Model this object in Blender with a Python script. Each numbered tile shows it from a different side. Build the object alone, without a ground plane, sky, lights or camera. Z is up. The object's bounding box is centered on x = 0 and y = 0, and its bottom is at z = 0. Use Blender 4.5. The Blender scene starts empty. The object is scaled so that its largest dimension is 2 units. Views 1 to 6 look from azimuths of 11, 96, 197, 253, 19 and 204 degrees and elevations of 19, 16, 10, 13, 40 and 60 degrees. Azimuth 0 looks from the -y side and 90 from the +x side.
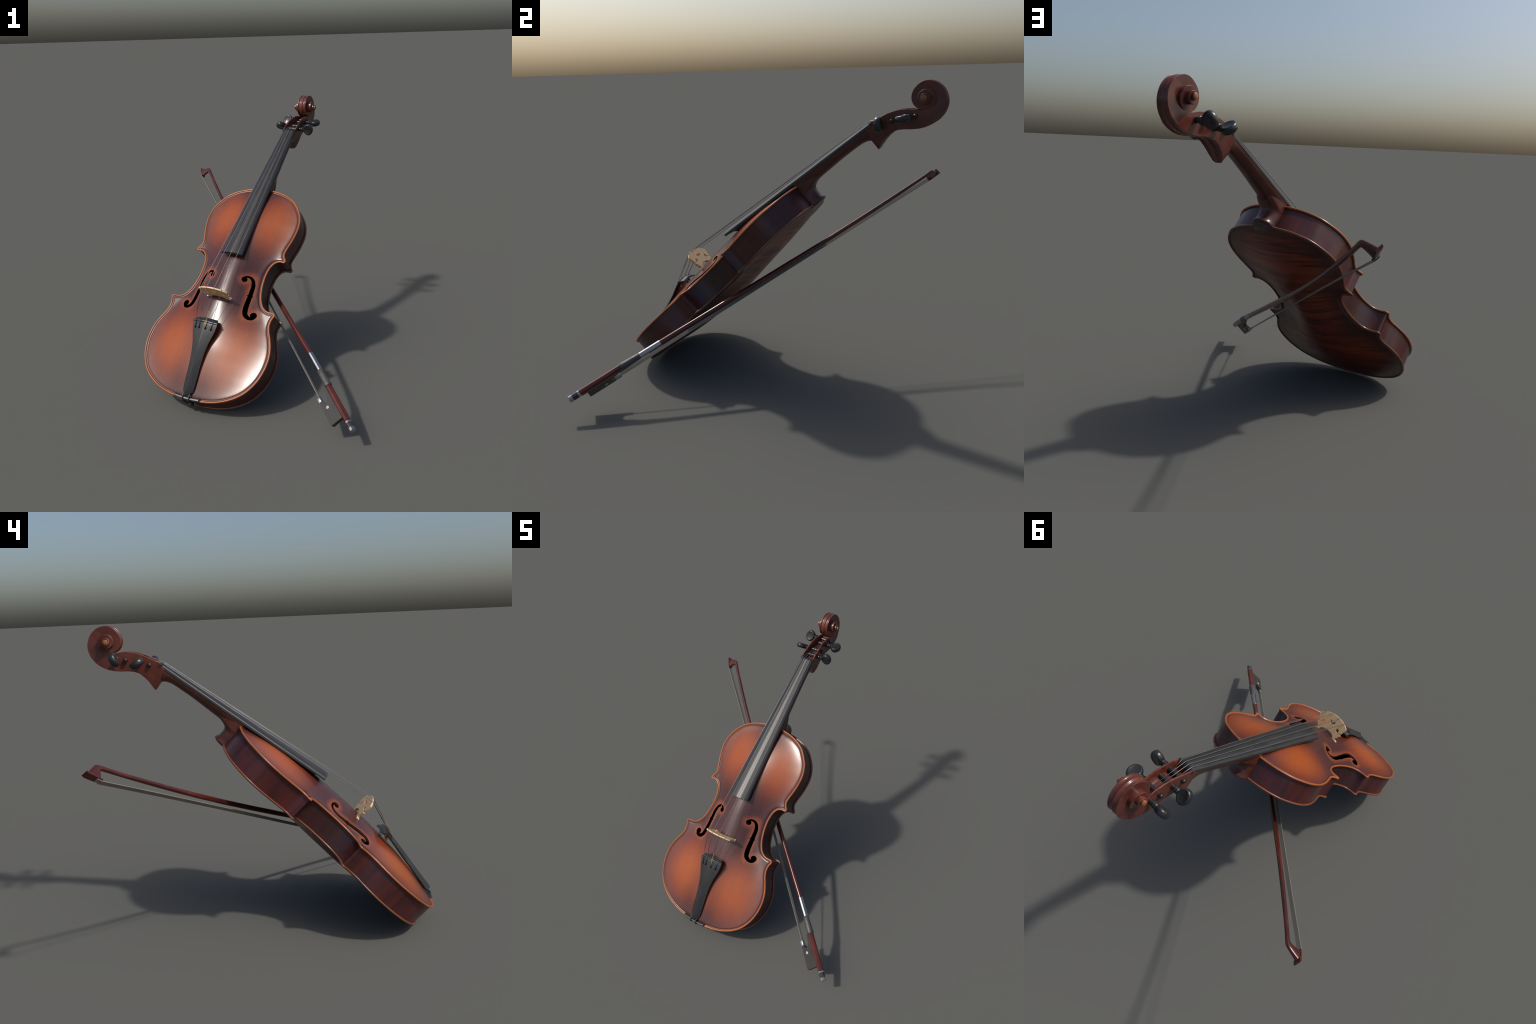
import bpy, math, random
import numpy as np
from mathutils import Vector, Matrix
from mathutils.geometry import delaunay_2d_cdt

random.seed(7)
rng = np.random.default_rng(7)

# ------------------------------------------------------------------ placing
# violin frame: x across, y from tail to scroll, z out of the belly; origin in the
# middle of the belly edge plane.  bow frame: x along stick, y to the hair, z sideways.
VIOLIN = Matrix((
    (0.95204, 0.219, -0.21369, -0.14327),
    (-0.30597, 0.67547, -0.67091, -0.27454),
    (-0.00259, 0.70411, 0.71008, 0.62709),
    (0, 0, 0, 1)))
BOW = Matrix((
    (-0.48457, -0.7038, -0.51948, 0.59696),
    (0.7852, -0.0882, -0.61293, -0.93916),
    (0.38556, -0.7049, 0.59536, 0.13767),
    (0, 0, 0, 1)))

VIOLIN_BASE = Vector((0.0, -0.750, -0.132))      # lowest point of the violin, in its frame


# ------------------------------------------------------------------ materials
def material(name, rough=0.35, metallic=0.0, coat=0.0, spec=0.5):
    m = bpy.data.materials.new(name)
    m.use_nodes = True
    nt = m.node_tree
    p = nt.nodes['Principled BSDF']
    p.inputs['Roughness'].default_value = rough
    p.inputs['Metallic'].default_value = metallic
    p.inputs['Coat Weight'].default_value = coat
    p.inputs['Coat Roughness'].default_value = 0.12
    p.inputs['Specular IOR Level'].default_value = spec
    return m, nt, p


class Nodes:
    """small helper that strings shader nodes together"""
    def __init__(self, nt):
        self.nt = nt
        self.coord = nt.nodes.new('ShaderNodeTexCoord').outputs['Object']

    def link(self, a, b):
        self.nt.links.new(a, b)

    def put(self, sock, v):
        if hasattr(v, 'is_linked') or hasattr(v, 'links'):
            self.link(v, sock)
        else:
            sock.default_value = v

    def math(self, op, a, b=0.0, c=0.0, clamp=False):
        n = self.nt.nodes.new('ShaderNodeMath')
        n.operation = op
        n.use_clamp = clamp
        for s, v in zip(n.inputs, (a, b, c)):
            self.put(s, v)
        return n.outputs[0]

    def mapped(self, scale=(1, 1, 1), loc=(0, 0, 0), rot=(0, 0, 0), src=None):
        n = self.nt.nodes.new('ShaderNodeMapping')
        n.inputs['Scale'].default_value = scale
        n.inputs['Location'].default_value = loc
        n.inputs['Rotation'].default_value = rot
        self.link(src or self.coord, n.inputs['Vector'])
        return n.outputs[0]

    def noise(self, scale, detail=3.0, rough=0.5, vec=None, dist=0.0):
        n = self.nt.nodes.new('ShaderNodeTexNoise')
        n.inputs['Scale'].default_value = scale
        n.inputs['Detail'].default_value = detail
        n.inputs['Roughness'].default_value = rough
        n.inputs['Distortion'].default_value = dist
        self.link(vec or self.coord, n.inputs['Vector'])
        return n.outputs['Fac']

    def ramp(self, fac, stops, interp='LINEAR'):
        n = self.nt.nodes.new('ShaderNodeValToRGB')
        cr = n.color_ramp
        cr.interpolation = interp
        while len(cr.elements) < len(stops):
            cr.elements.new(0.5)
        for e, (pos, col) in zip(cr.elements, stops):
            e.position = pos
            e.color = (*col, 1) if not isinstance(col, float) else (col, col, col, 1)
        self.put(n.inputs[0], fac)
        return n.outputs[0]

    def mix(self, fac, a, b, mode='MIX'):
        n = self.nt.nodes.new('ShaderNodeMix')
        n.data_type = 'RGBA'
        n.blend_type = mode
        self.put(n.inputs[0], fac)
        for s, v in ((n.inputs[6], a), (n.inputs[7], b)):
            if isinstance(v, tuple):
                s.default_value = (*v, 1)
            else:
                self.link(v, s)
        return n.outputs[2]

    def dist(self, point, scale=(1, 1, 1)):
        """distance of the surface point from a place, in stretched units"""
        v = self.mapped(scale=scale, loc=tuple(-p * s for p, s in zip(point, scale)))
        n = self.nt.nodes.new('ShaderNodeVectorMath')
        n.operation = 'LENGTH'
        self.link(v, n.inputs[0])
        return n.outputs['Value']

    def bump(self, height, strength=0.2, distance=0.002):
        n = self.nt.nodes.new('ShaderNodeBump')
        n.inputs['Strength'].default_value = strength
        n.inputs['Distance'].default_value = distance
        self.link(height, n.inputs['Height'])
        return n.outputs['Normal']


def plain(name, color, rough=0.4, metallic=0.0, vary=0.25, scale=30, stretch=(1, 1, 1), chip=None,
          chip_amount=0.0, spec=0.5, coat=0.0):
    m, nt, p = material(name, rough, metallic, coat, spec)
    k = Nodes(nt)
    n = k.noise(scale, 4, 0.6, k.mapped(stretch))
    lo = tuple(c * (1 - vary) for c in color)
    hi = tuple(min(1, c * (1 + vary)) for c in color)
    col = k.ramp(n, [(0.3, lo), (0.7, hi)])
    if chip:
        c = k.noise(scale * 1.7, 5, 0.65, k.mapped(stretch, loc=(3, 1, 2)))
        col = k.mix(k.math('MULTIPLY', k.ramp(c, [(0.66, 0.0), (0.74, 1.0)]), chip_amount), col, chip)
    k.link(col, p.inputs['Base Color'])
    r = k.noise(scale * 0.7, 3, 0.5)
    k.link(k.math('MULTIPLY_ADD', r, rough * 0.5, rough * 0.75), p.inputs['Roughness'])
    return m


DARK_WOOD = (0.100, 0.026, 0.020)
ORANGE = (0.50, 0.125, 0.032)
EDGE = (0.56, 0.170, 0.045)


def capsule_glow(k, a, b, r0, r1):
    """1 near the line a-b in the plate's plane, falling to 0 at distance r1"""
    ax, ay = a
    bx, by = b
    dx, dy = bx - ax, by - ay
    sep = k.nt.nodes.new('ShaderNodeSeparateXYZ')
    k.link(k.coord, sep.inputs[0])
    px = k.math('SUBTRACT', k.math('ABSOLUTE', sep.outputs[0]), ax)
    py = k.math('SUBTRACT', sep.outputs[1], ay)
    t = k.math('DIVIDE', k.math('ADD', k.math('MULTIPLY', px, dx), k.math('MULTIPLY', py, dy)),
               dx * dx + dy * dy, clamp=True)
    ex = k.math('SUBTRACT', px, k.math('MULTIPLY', t, dx))
    ey = k.math('SUBTRACT', py, k.math('MULTIPLY', t, dy))
    d = k.math('SQRT', k.math('ADD', k.math('MULTIPLY', ex, ex), k.math('MULTIPLY', ey, ey)))
    n = k.nt.nodes.new('ShaderNodeMapRange')
    n.interpolation_type = 'SMOOTHSTEP'
    for s, v in (('From Min', r0), ('From Max', r1), ('To Min', 1.0), ('To Max', 0.0)):
        n.inputs[s].default_value = v
    k.link(d, n.inputs['Value'])
    return n.outputs[0]


def sunburst_belly():
    m, nt, p = material('varnished_spruce', 0.3)
    k = Nodes(nt)
    wob = k.noise(9, 3)
    def lobe(x, y, rx, ry):
        d = k.dist((x, y, 0), (1 / rx, 1 / ry, 0.0))
        d = k.math('ADD', d, k.math('MULTIPLY', k.math('SUBTRACT', wob, 0.5), 0.15))
        n = nt.nodes.new('ShaderNodeMapRange')
        n.interpolation_type = 'SMOOTHSTEP'
        for s, v in (('From Min', 0.05), ('From Max', 1.08), ('To Min', 1.0), ('To Max', 0.0)):
            n.inputs[s].default_value = v
        k.link(d, n.inputs['Value'])
        return n.outputs[0]
    glow = lobe(-0.155, 0.40, 0.21, 0.29)
    for a in ((0.165, 0.40, 0.21, 0.29), (-0.20, -0.45, 0.255, 0.32), (0.20, -0.45, 0.255, 0.32),
              (0, -0.52, 0.34, 0.22), (0, 0.42, 0.30, 0.22)):
        g = lobe(*a)
        if a[0] == 0:
            g = k.math('MULTIPLY', g, 0.55)
        glow = k.math('MAXIMUM', glow, g)
    # spruce grain runs along the body
    grain = k.noise(1.0, 1, 0.5, k.mapped((70, 1.2, 1)))
    fine = k.noise(1.0, 2, 0.5, k.mapped((150, 1.2, 1), loc=(5, 0, 0)))
    glow = k.math('ADD', glow, k.math('MULTIPLY', k.math('SUBTRACT', grain, 0.5), 0.09), clamp=True)
    col = k.ramp(glow, [(0.0, (0.054, 0.017, 0.017)), (0.2, (0.085, 0.020, 0.015)),
                        (0.55, (0.180, 0.036, 0.012)), (1.0, (0.300, 0.064, 0.012))])
    f = capsule_glow(k, (0.164, 0.0), (0.178, -0.19), 0.006, 0.045)
    for a, b in (((0.112, 0.004), (0.15, 0.02)), ((0.19, -0.21), (0.235, -0.198))):
        f = k.math('MAXIMUM', f, capsule_glow(k, a, b, 0.012, 0.055))
    col = k.mix(k.math('MULTIPLY', f, 0.62), col, (0.30, 0.070, 0.018))
    col = k.mix(k.ramp(fine, [(0.45, 0.0), (0.75, 0.14)]), col, (0.09, 0.02, 0.012))
    # tiny worn specks of lighter wood
    speck = k.noise(75, 2, 0.5, k.mapped((1, 0.6, 1), loc=(0.4, 0.2, 0)))
    col = k.mix(k.ramp(speck, [(0.745, 0.0), (0.78, 0.5)]), col, (0.55, 0.30, 0.20))
    k.link(col, p.inputs['Base Color'])
    r = k.noise(8, 3, 0.55, k.mapped((1, 0.5, 1)))
    k.link(k.ramp(r, [(0.3, 0.22), (0.7, 0.29)]), p.inputs['Roughness'])
    return m


def flamed_back():
    m, nt, p = material('flamed_maple', 0.36)
    k = Nodes(nt)
    # flame: dark bars across the plate, wandering and broken
    v = k.mapped((2.2, 34, 2), rot=(0, 0, 0.10))
    bars = k.noise(1.0, 4, 0.62, v, 0.6)
    patch = k.noise(5, 2, 0.5)
    a = k.ramp(bars, [(0.36, 0.0), (0.62, 1.0)])
    col = k.mix(a, (0.050, 0.012, 0.009), (0.270, 0.052, 0.017))
    col = k.mix(k.ramp(patch, [(0.35, 0.0), (0.7, 0.4)]), col, (0.12, 0.028, 0.018))
    # sunburst: lacquer deepens to almost black toward the rim
    rim = None
    for x, y, rx, ry in ((0, 0.36, 0.30, 0.30), (0, -0.44, 0.38, 0.32), (0, 0.0, 0.21, 0.40)):
        d = k.dist((x, y, 0), (1 / rx, 1 / ry, 0.0))
        rim = d if rim is None else k.math('MINIMUM', rim, d)
    d = k.math('ADD', rim, k.math('MULTIPLY', k.math('SUBTRACT', k.noise(7, 4), 0.5), 0.3))
    col = k.mix(k.ramp(d, [(0.62, 0.0), (1.0, 0.85)]), col, (0.040, 0.020, 0.016))
    k.link(col, p.inputs['Base Color'])
    r = k.noise(18, 4, 0.6)
    k.link(k.ramp(r, [(0.3, 0.28), (0.7, 0.42)]), p.inputs['Roughness'])
    return m


def red_maple(name, lo, hi, rough=0.3, stretch=(30, 3, 30), edge=None, bare=None, flecks=None, waist=None):
    m, nt, p = material(name, rough)
    k = Nodes(nt)
    grain = k.noise(1.0, 2, 0.5, k.mapped(stretch))
    cloud = k.noise(10, 1.5, 0.5)
    f = k.math('ADD', k.math('MULTIPLY', grain, 0.55), k.math('MULTIPLY', cloud, 0.45))
    col = k.ramp(f, [(0.34, lo), (0.66, hi)])
    if edge:
        # varnish rubbed thin on the sharp edges
        g = nt.nodes.new('ShaderNodeNewGeometry')
        w = k.math('MULTIPLY', k.ramp(g.outputs['Pointiness'], [(0.53, 0.0), (0.60, 1.0)]),
                   k.ramp(k.noise(40, 2), [(0.42, 0.0), (0.62, 0.55)]))
        col = k.mix(w, col, edge)
    if waist:
        # colour is darker around the waist, with a drifting border
        sep = nt.nodes.new('ShaderNodeSeparateXYZ')
        k.link(k.coord, sep.inputs[0])
        w = k.math('ADD', k.math('ABSOLUTE', k.math('ADD', sep.outputs[1], 0.0)), k.math('MULTIPLY', k.noise(9, 2), 0.06))
        col = k.mix(k.ramp(k.math('MULTIPLY', w, 4.0), [(0.66, 0.55), (0.86, 0.0)]), col, waist)
    if flecks:
        f = k.noise(1.0, 3, 0.6, k.mapped((26, 90, 90), loc=(2, 0, 0)))
        col = k.mix(k.ramp(f, [(0.70, 0.0), (0.74, 0.8)]), col, flecks)
    if bare:
        # varnish worn through on the outermost turn of the scroll
        sep = nt.nodes.new('ShaderNodeSeparateXYZ')
        k.link(k.coord, sep.inputs[0])
        out = k.math('ADD', k.math('ABSOLUTE', sep.outputs[0]), k.math('MULTIPLY', k.noise(60, 3), 0.006))
        col = k.mix(k.ramp(k.math('MULTIPLY_ADD', out, 100.0, -7.2), [(0.0, 0.0), (0.5, 0.9)]), col, bare)
    k.link(col, p.inputs['Base Color'])
    k.link(k.ramp(k.noise(14, 1, 0.5), [(0.3, rough * 0.85), (0.7, rough * 1.2)]), p.inputs['Roughness'])
    return m


M = {}
M['belly'] = sunburst_belly()
M['back'] = flamed_back()
M['edge'] = red_maple('worn_edge', (0.25, 0.062, 0.015), (0.36, 0.098, 0.022), 0.30, (8, 8, 8))
M['back_edge'] = red_maple('worn_back_edge', (0.11, 0.034, 0.018), (0.20, 0.062, 0.024), 0.3, (8, 8, 8))
M['purfling'] = plain('purfling_black', (0.045, 0.018, 0.015), 0.3, vary=0.2)
M['inside'] = plain('dark_inside', (0.006, 0.004, 0.003), 0.9, spec=0.1)  # near-black colour stands in for the shade inside the hollow body
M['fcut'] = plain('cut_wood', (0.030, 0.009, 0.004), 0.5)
M['ribs'] = red_maple('rib_maple', (0.040, 0.012, 0.012), (0.090, 0.019, 0.017), 0.3, (40, 40, 3), waist=(0.022, 0.012, 0.012))
M['neck'] = red_maple('neck_maple', (0.050, 0.015, 0.011), (0.105, 0.027, 0.017), 0.33, (36, 3, 36))
M['head'] = red_maple('head_maple', (0.070, 0.019, 0.014), (0.135, 0.034, 0.023), 0.27, (30, 6, 30), (0.26, 0.090, 0.034), (0.23, 0.085, 0.032))
M['eye'] = plain('bare_eye_wood', (0.26, 0.100, 0.036), 0.35)
M['ebony'] = plain('ebony', (0.020, 0.020, 0.021), 0.36, vary=0.35, scale=1.0, stretch=(60, 4, 60),
                   chip=(0.16, 0.07, 0.03), chip_amount=0.35)
M['board'] = plain('fingerboard_ebony', (0.024, 0.024, 0.025), 0.40, vary=0.4, scale=1.0, stretch=(70, 3, 70),
                   chip=(0.09, 0.075, 0.06), chip_amount=0.35)
M['peg'] = plain('peg_ebony', (0.017, 0.018, 0.019), 0.28, vary=0.2)
M['gut'] = plain('black_cord', (0.030, 0.032, 0.038), 0.4)
M['bridge'] = plain('bridge_maple', (0.64, 0.44, 0.225), 0.45, vary=0.10, scale=1.0, stretch=(140, 60, 18))
M['string'] = plain('wound_steel', (0.17, 0.17, 0.175), 0.42, 0.6, vary=0.1)
M['brass'] = plain('orange_brass', (0.50, 0.19, 0.04), 0.35, 0.6)
M['red'] = plain('red_silk', (0.16, 0.010, 0.010), 0.6)
M['green'] = plain('green_silk', (0.035, 0.075, 0.028), 0.6)
M['yellow'] = plain('yellow_silk', (0.30, 0.27, 0.05), 0.6)
M['blue'] = plain('blue_silk', (0.018, 0.04, 0.20), 0.6)
M['stick'] = red_maple('pernambuco', (0.042, 0.008, 0.007), (0.100, 0.017, 0.011), 0.22, (3, 40, 40), flecks=(0.26, 0.10, 0.05))
M['silver'] = plain('silver', (0.42, 0.42, 0.42), 0.26, 1.0, vary=0.08)
M['dull_silver'] = plain('dull_silver', (0.34, 0.34, 0.35), 0.36, 1.0, vary=0.1)
M['leather'] = plain('grip_leather', (0.060, 0.056, 0.053), 0.48, vary=0.25, scale=60)
M['frog'] = plain('frog_ebony', (0.026, 0.023, 0.022), 0.5, vary=0.35, scale=1.0, stretch=(12, 90, 90),
                  chip=(0.22, 0.10, 0.05), chip_amount=0.5)
M['pearl'] = plain('pearl', (0.36, 0.36, 0.39), 0.40, vary=0.1)
M['hair'] = plain('horse_hair', (0.17, 0.152, 0.127), 0.6, vary=0.3, scale=1.0, stretch=(2, 60, 400))


# ------------------------------------------------------------------ mesh helpers
def build(name, verts, faces, mat, parent=None, angle=35, offset=None):
    me = bpy.data.meshes.new(name)
    me.from_pydata([tuple(v) for v in verts], [], [tuple(f) for f in faces])
    me.validate()
    me.update()
    me.materials.append(M[mat] if isinstance(mat, str) else mat)
    me.shade_smooth()
    if angle < 180:
        me.set_sharp_from_angle(angle=math.radians(angle))
    ob = bpy.data.objects.new(name, me)
    bpy.context.scene.collection.objects.link(ob)
    if parent:
        ob.parent = parent
    if offset is not None:
        ob.location = offset
    return ob


def loft(rings, closed=True, caps=True):
    """verts and faces of a skin through equal-length rings of points"""
    n = len(rings[0])
    verts = [p for r in rings for p in r]
    faces = []
    for i in range(len(rings) - 1):
        for j in range(n if closed else n - 1):
            a, b = i * n + j, i * n + (j + 1) % n
            faces.append((a, b, b + n, a + n))
    if caps and closed:
        faces.append(tuple(range(n - 1, -1, -1)))
        faces.append(tuple(range((len(rings) - 1) * n, len(rings) * n)))
    return verts, faces


def join(*parts):
    V, F = [], []
    for v, f in parts:
        o = len(V)
        V += list(v)
        F += [tuple(i + o for i in q) for q in f]
    return V, F


def tube(path, radius, seg=10):
    path = [Vector(p) for p in path]
    rad = radius if hasattr(radius, '__len__') else [radius] * len(path)
    rings = []
    up = Vector((0.123, 0.31, 0.94))
    for i, p in enumerate(path):
        t = (path[min(i + 1, len(path) - 1)] - path[max(i - 1, 0)]).normalized()
        a = t.cross(up).normalized()
        b = t.cross(a)
        rings.append([p + (a * math.cos(q) + b * math.sin(q)) * rad[i]
                      for q in (2 * math.pi * j / seg for j in range(seg))])
    return loft(rings)


def revolve(profile, seg=24, axis='x'):
    """profile: (along, radius) pairs"""
    rings = []
    for s, r in profile:
        ring = []
        for j in range(seg):
            q = 2 * math.pi * j / seg
            a, b = r * math.cos(q), r * math.sin(q)
            ring.append({'x': (s, a, b), 'y': (b, s, a), 'z': (a, b, s)}[axis])
        rings.append(ring)
    return loft(rings)


def spline(pts, per=8, closed=False):
    """Catmull-Rom through 2D/3D points"""
    P = [np.array(p, float) for p in pts]
    n = len(P)
    out = []
    for i in range(n if closed else n - 1):
        p0 = P[i - 1] if (closed or i > 0) else 2 * P[0] - P[1]
        p1, p2 = P[i], P[(i + 1) % n]
        p3 = P[(i + 2) % n] if (closed or i + 2 < n) else 2 * P[-1] - P[-2]
        for j in range(per):
            t = j / per
            out.append(0.5 * ((2 * p1) + (p2 - p0) * t + (2 * p0 - 5 * p1 + 4 * p2 - p3) * t * t
                              + (3 * p1 - p0 - 3 * p2 + p3) * t ** 3))
    if not closed:
        out.append(P[-1])
    return out


def resample(pts, step, closed=False):
    P = np.array(list(pts) + ([pts[0]] if closed else []))
    s = np.concatenate([[0], np.cumsum(np.linalg.norm(np.diff(P, axis=0), axis=1))])
    n = max(2, int(round(s[-1] / step)))
    q = np.linspace(0, s[-1], n + 1)
    R = np.stack([np.interp(q, s, P[:, i]) for i in range(P.shape[1])], 1)
    return R[:-1] if closed else R


def poly_dist(points, poly):
    """distance of each point from a closed polyline"""
    a = poly
    b = np.roll(poly, -1, 0)
    ab = b - a
    L = (ab ** 2).sum(1)
    out = np.empty(len(points))
    for i in range(0, len(points), 1500):
        p = points[i:i + 1500, None, :]
        t = np.clip(((p - a) * ab).sum(2) / L, 0, 1)
        d = p - (a + ab * t[..., None])
        out[i:i + 1500] = np.sqrt((d ** 2).sum(2).min(1))
    return out


def inside(points, poly):
    x, y = points[:, 0], points[:, 1]
    c = np.zeros(len(points), bool)
    for (x0, y0), (x1, y1) in zip(poly, np.roll(poly, -1, 0)):
        if y0 == y1:
            continue
        m = (y0 > y) != (y1 > y)
        c ^= m & (x < (x1 - x0) * (y - y0) / (y1 - y0) + x0)
    return c


def triangulate(points, edges, keep):
    """constrained Delaunay triangles whose centre passes keep()"""
    v, _, f, *_ = delaunay_2d_cdt([Vector(p) for p in points], edges, [], 0, 1e-6)
    V = np.array([tuple(p) for p in v])
    F = np.array([t for t in f if len(t) == 3])
    ok = keep(V[F].mean(1))
    return V, F[ok]


# ------------------------------------------------------------------ body outline
LOWER = [(0, -0.756), (0.085, -0.751), (0.16, -0.738), (0.225, -0.716), (0.285, -0.683), (0.33, -0.645),
         (0.365, -0.598), (0.388, -0.55), (0.401, -0.503), (0.407, -0.455), (0.405, -0.405), (0.394, -0.357),
         (0.374, -0.308), (0.354, -0.268), (0.345, -0.235), (0.346, -0.205), (0.353, -0.183), (0.3575, -0.172)]
MIDDLE = [(0.3505, -0.159), (0.336, -0.1565), (0.315, -0.157), (0.290, -0.150), (0.266, -0.132), (0.248, -0.104),
          (0.234, -0.068), (0.225, -0.03), (0.220, 0.005), (0.2185, 0.045), (0.2205, 0.08), (0.228, 0.115),
          (0.242, 0.143), (0.262, 0.160), (0.284, 0.1645), (0.302, 0.1625)]
UPPER = [(0.3115, 0.1725), (0.308, 0.182), (0.297, 0.198), (0.289, 0.222), (0.294, 0.252), (0.305, 0.292),
         (0.315, 0.335), (0.321, 0.38), (0.322, 0.41), (0.317, 0.45), (0.302, 0.495), (0.276, 0.537),
         (0.238, 0.581), (0.195, 0.609), (0.15, 0.629), (0.1, 0.642), (0.05, 0.649), (0, 0.651)]


def half_outline():
    lo = spline([(-0.085, -0.751)] + LOWER, 10)[10:]
    mi = spline(MIDDLE, 10)
    up = spline(UPPER + [(-0.05, 0.649)], 10)[:-10]
    return resample(np.array(lo + mi + up), 0.0055)


HALF = half_outline()
OUTLINE = np.concatenate([HALF, (HALF * [-1, 1])[-2:0:-1]])
_t = np.roll(OUTLINE, -1, 0) - np.roll(OUTLINE, 1, 0)
_t /= np.linalg.norm(_t, axis=1)[:, None]
OUTLINE = OUTLINE + np.stack([_t[:, 1], -_t[:, 0]], 1) * 0.0020       # counter-clockwise

W_Y = [-0.756, -0.74, -0.70, -0.65, -0.6, -0.53, -0.455, -0.38, -0.3, -0.2, -0.1, 0, 0.1, 0.2, 0.3, 0.41, 0.5, 0.56, 0.6, 0.63, 0.651]
W_X = [0.02, 0.14, 0.255, 0.32, 0.362, 0.393, 0.405, 0.395, 0.36, 0.295, 0.245, 0.225, 0.232, 0.268, 0.306, 0.321, 0.298, 0.256, 0.21, 0.148, 0.02]
_ys = np.linspace(-0.756, 0.651, 400)
_ws = np.interp(_ys, W_Y, W_X)
_ker = np.hanning(23) / np.hanning(23).sum()
_ws = np.convolve(np.pad(_ws, 11, mode='edge'), _ker, 'valid')
TOP_H = ([-0.756, -0.70, -0.64, -0.57, -0.445, -0.30, -0.2, -0.1, 0.05, 0.23, 0.35, 0.45, 0.53, 0.6, 0.651],
         [0.0, 0.008, 0.020, 0.033, 0.051, 0.062, 0.067, 0.0695, 0.070, 0.065, 0.056, 0.044, 0.028, 0.010, 0.0])
BACK_H = ([-0.756, -0.70, -0.62, -0.52, -0.40, -0.28, -0.18, 0.0, 0.18, 0.36, 0.51, 0.59, 0.651],
          [0.0, 0.009, 0.024, 0.041, 0.057, 0.066, 0.069, 0.066, 0.054, 0.043, 0.029, 0.012, 0.0])


def smooth_profile(table):
    v = np.interp(_ys, *table)
    k = np.hanning(41) / np.hanning(41).sum()
    return np.convolve(np.pad(v, 20, mode='reflect', reflect_type='odd'), k, 'valid')


TOP_HS, BACK_HS = smooth_profile(TOP_H), smooth_profile(BACK_H)


def arch(x, y, hs, full=0.0):
    """cross arch: a raised cosine, filled out toward a parabola by `full`"""
    h = np.maximum(np.interp(y, _ys, hs), 0)
    s = np.clip(np.abs(x) / np.interp(y, _ys, _ws), 0, 1)
    return h * ((1 - full) * (1 + np.cos(np.pi * s)) / 2 + full * (1 - s * s))


EDGE_D = [0.0, 0.0006, 0.0020, 0.0040, 0.0062, 0.0085, 0.0105, 0.0120, 0.0130, 0.0160, 0.0175, 0.0205, 0.026]
EDGE_Z = [0.0, 0.0026, 0.0045, 0.0056, 0.0057, 0.0046, 0.0026, 0.0008, 0.0000, 0.0000, 0.0018, 0.0028, 0.0028]
EDGE_ZB = [0.0, -0.0024, -0.0042, -0.0050, -0.005, -0.005, -0.005, -0.005, -0.005, -0.005, -0.005, -0.005, -0.005]
RIB_IN = 0.0095


def inset(poly, d):
    """true inward offset of a closed counter-clockwise outline; folds are cut off"""
    t = np.roll(poly, -1, 0) - np.roll(poly, 1, 0)
    t /= np.linalg.norm(t, axis=1)[:, None]
    q = poly + np.stack([-t[:, 1], t[:, 0]], 1) * d
    return q[poly_dist(q, poly) > d - 0.0004 - 0.02 * d]


# ------------------------------------------------------------------ f holes
def f_hole():
    """closed outline of the right-hand f hole"""
    path = spline([(0.1085, 0.0010), (0.1075, 0.0130), (0.120, 0.0245), (0.143, 0.0235), (0.1605, 0.0060),
                   (0.170, -0.0250), (0.1715, -0.0650), (0.1725, -0.0950), (0.1730, -0.1360), (0.1760, -0.1760),
                   (0.1850, -0.2060), (0.2070, -0.2215), (0.2290, -0.2215), (0.2410, -0.2090), (0.2380, -0.1980)], 8)
    width = np.interp(np.linspace(0, 1, len(path)), [0, 0.08, 0.16, 0.24, 0.33, 0.45, 0.5, 0.55, 0.66, 0.76, 0.84, 0.92, 1],
                      [0.006, 0.006, 0.006, 0.0085, 0.0115, 0.0125, 0.0130, 0.0140, 0.0150, 0.0125, 0.0085, 0.007, 0.007])
    P = np.array(path)
    t = np.gradient(P, axis=0)
    t /= np.linalg.norm(t, axis=1)[:, None]
    nrm = np.stack([-t[:, 1], t[:, 0]], 1)
    left, right = P + nrm * width[:, None], P - nrm * width[:, None]
    i = len(P) // 2 - 2
    notch = lambda q, s: np.concatenate([q[:i - 1], [q[i - 1], q[i] + nrm[i] * s * 0.010, q[i + 1]], q[i + 2:]])
    left, right = notch(left, 1), notch(right, -1)
    body = np.concatenate([left, right[::-1]])
    discs = [((0.1105, 0.0035), 0.0165), ((0.2320, -0.1990), 0.0200)]
    # union of stroke and the two round eyes, found on a fine grid of rays would be heavy:
    # merge them by tracing the boundary of the sampled union
    return body, discs


F_BODY, F_DISCS = f_hole()


def f_sdf(p):
    """negative inside the f hole (stroke or eyes)"""
    d = poly_dist(p, F_BODY)
    d = np.where(inside(p, F_BODY), -d, d)
    for c, r in F_DISCS:
        d = np.minimum(d, np.linalg.norm(p - np.array(c), axis=1) - r)
    return d


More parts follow.
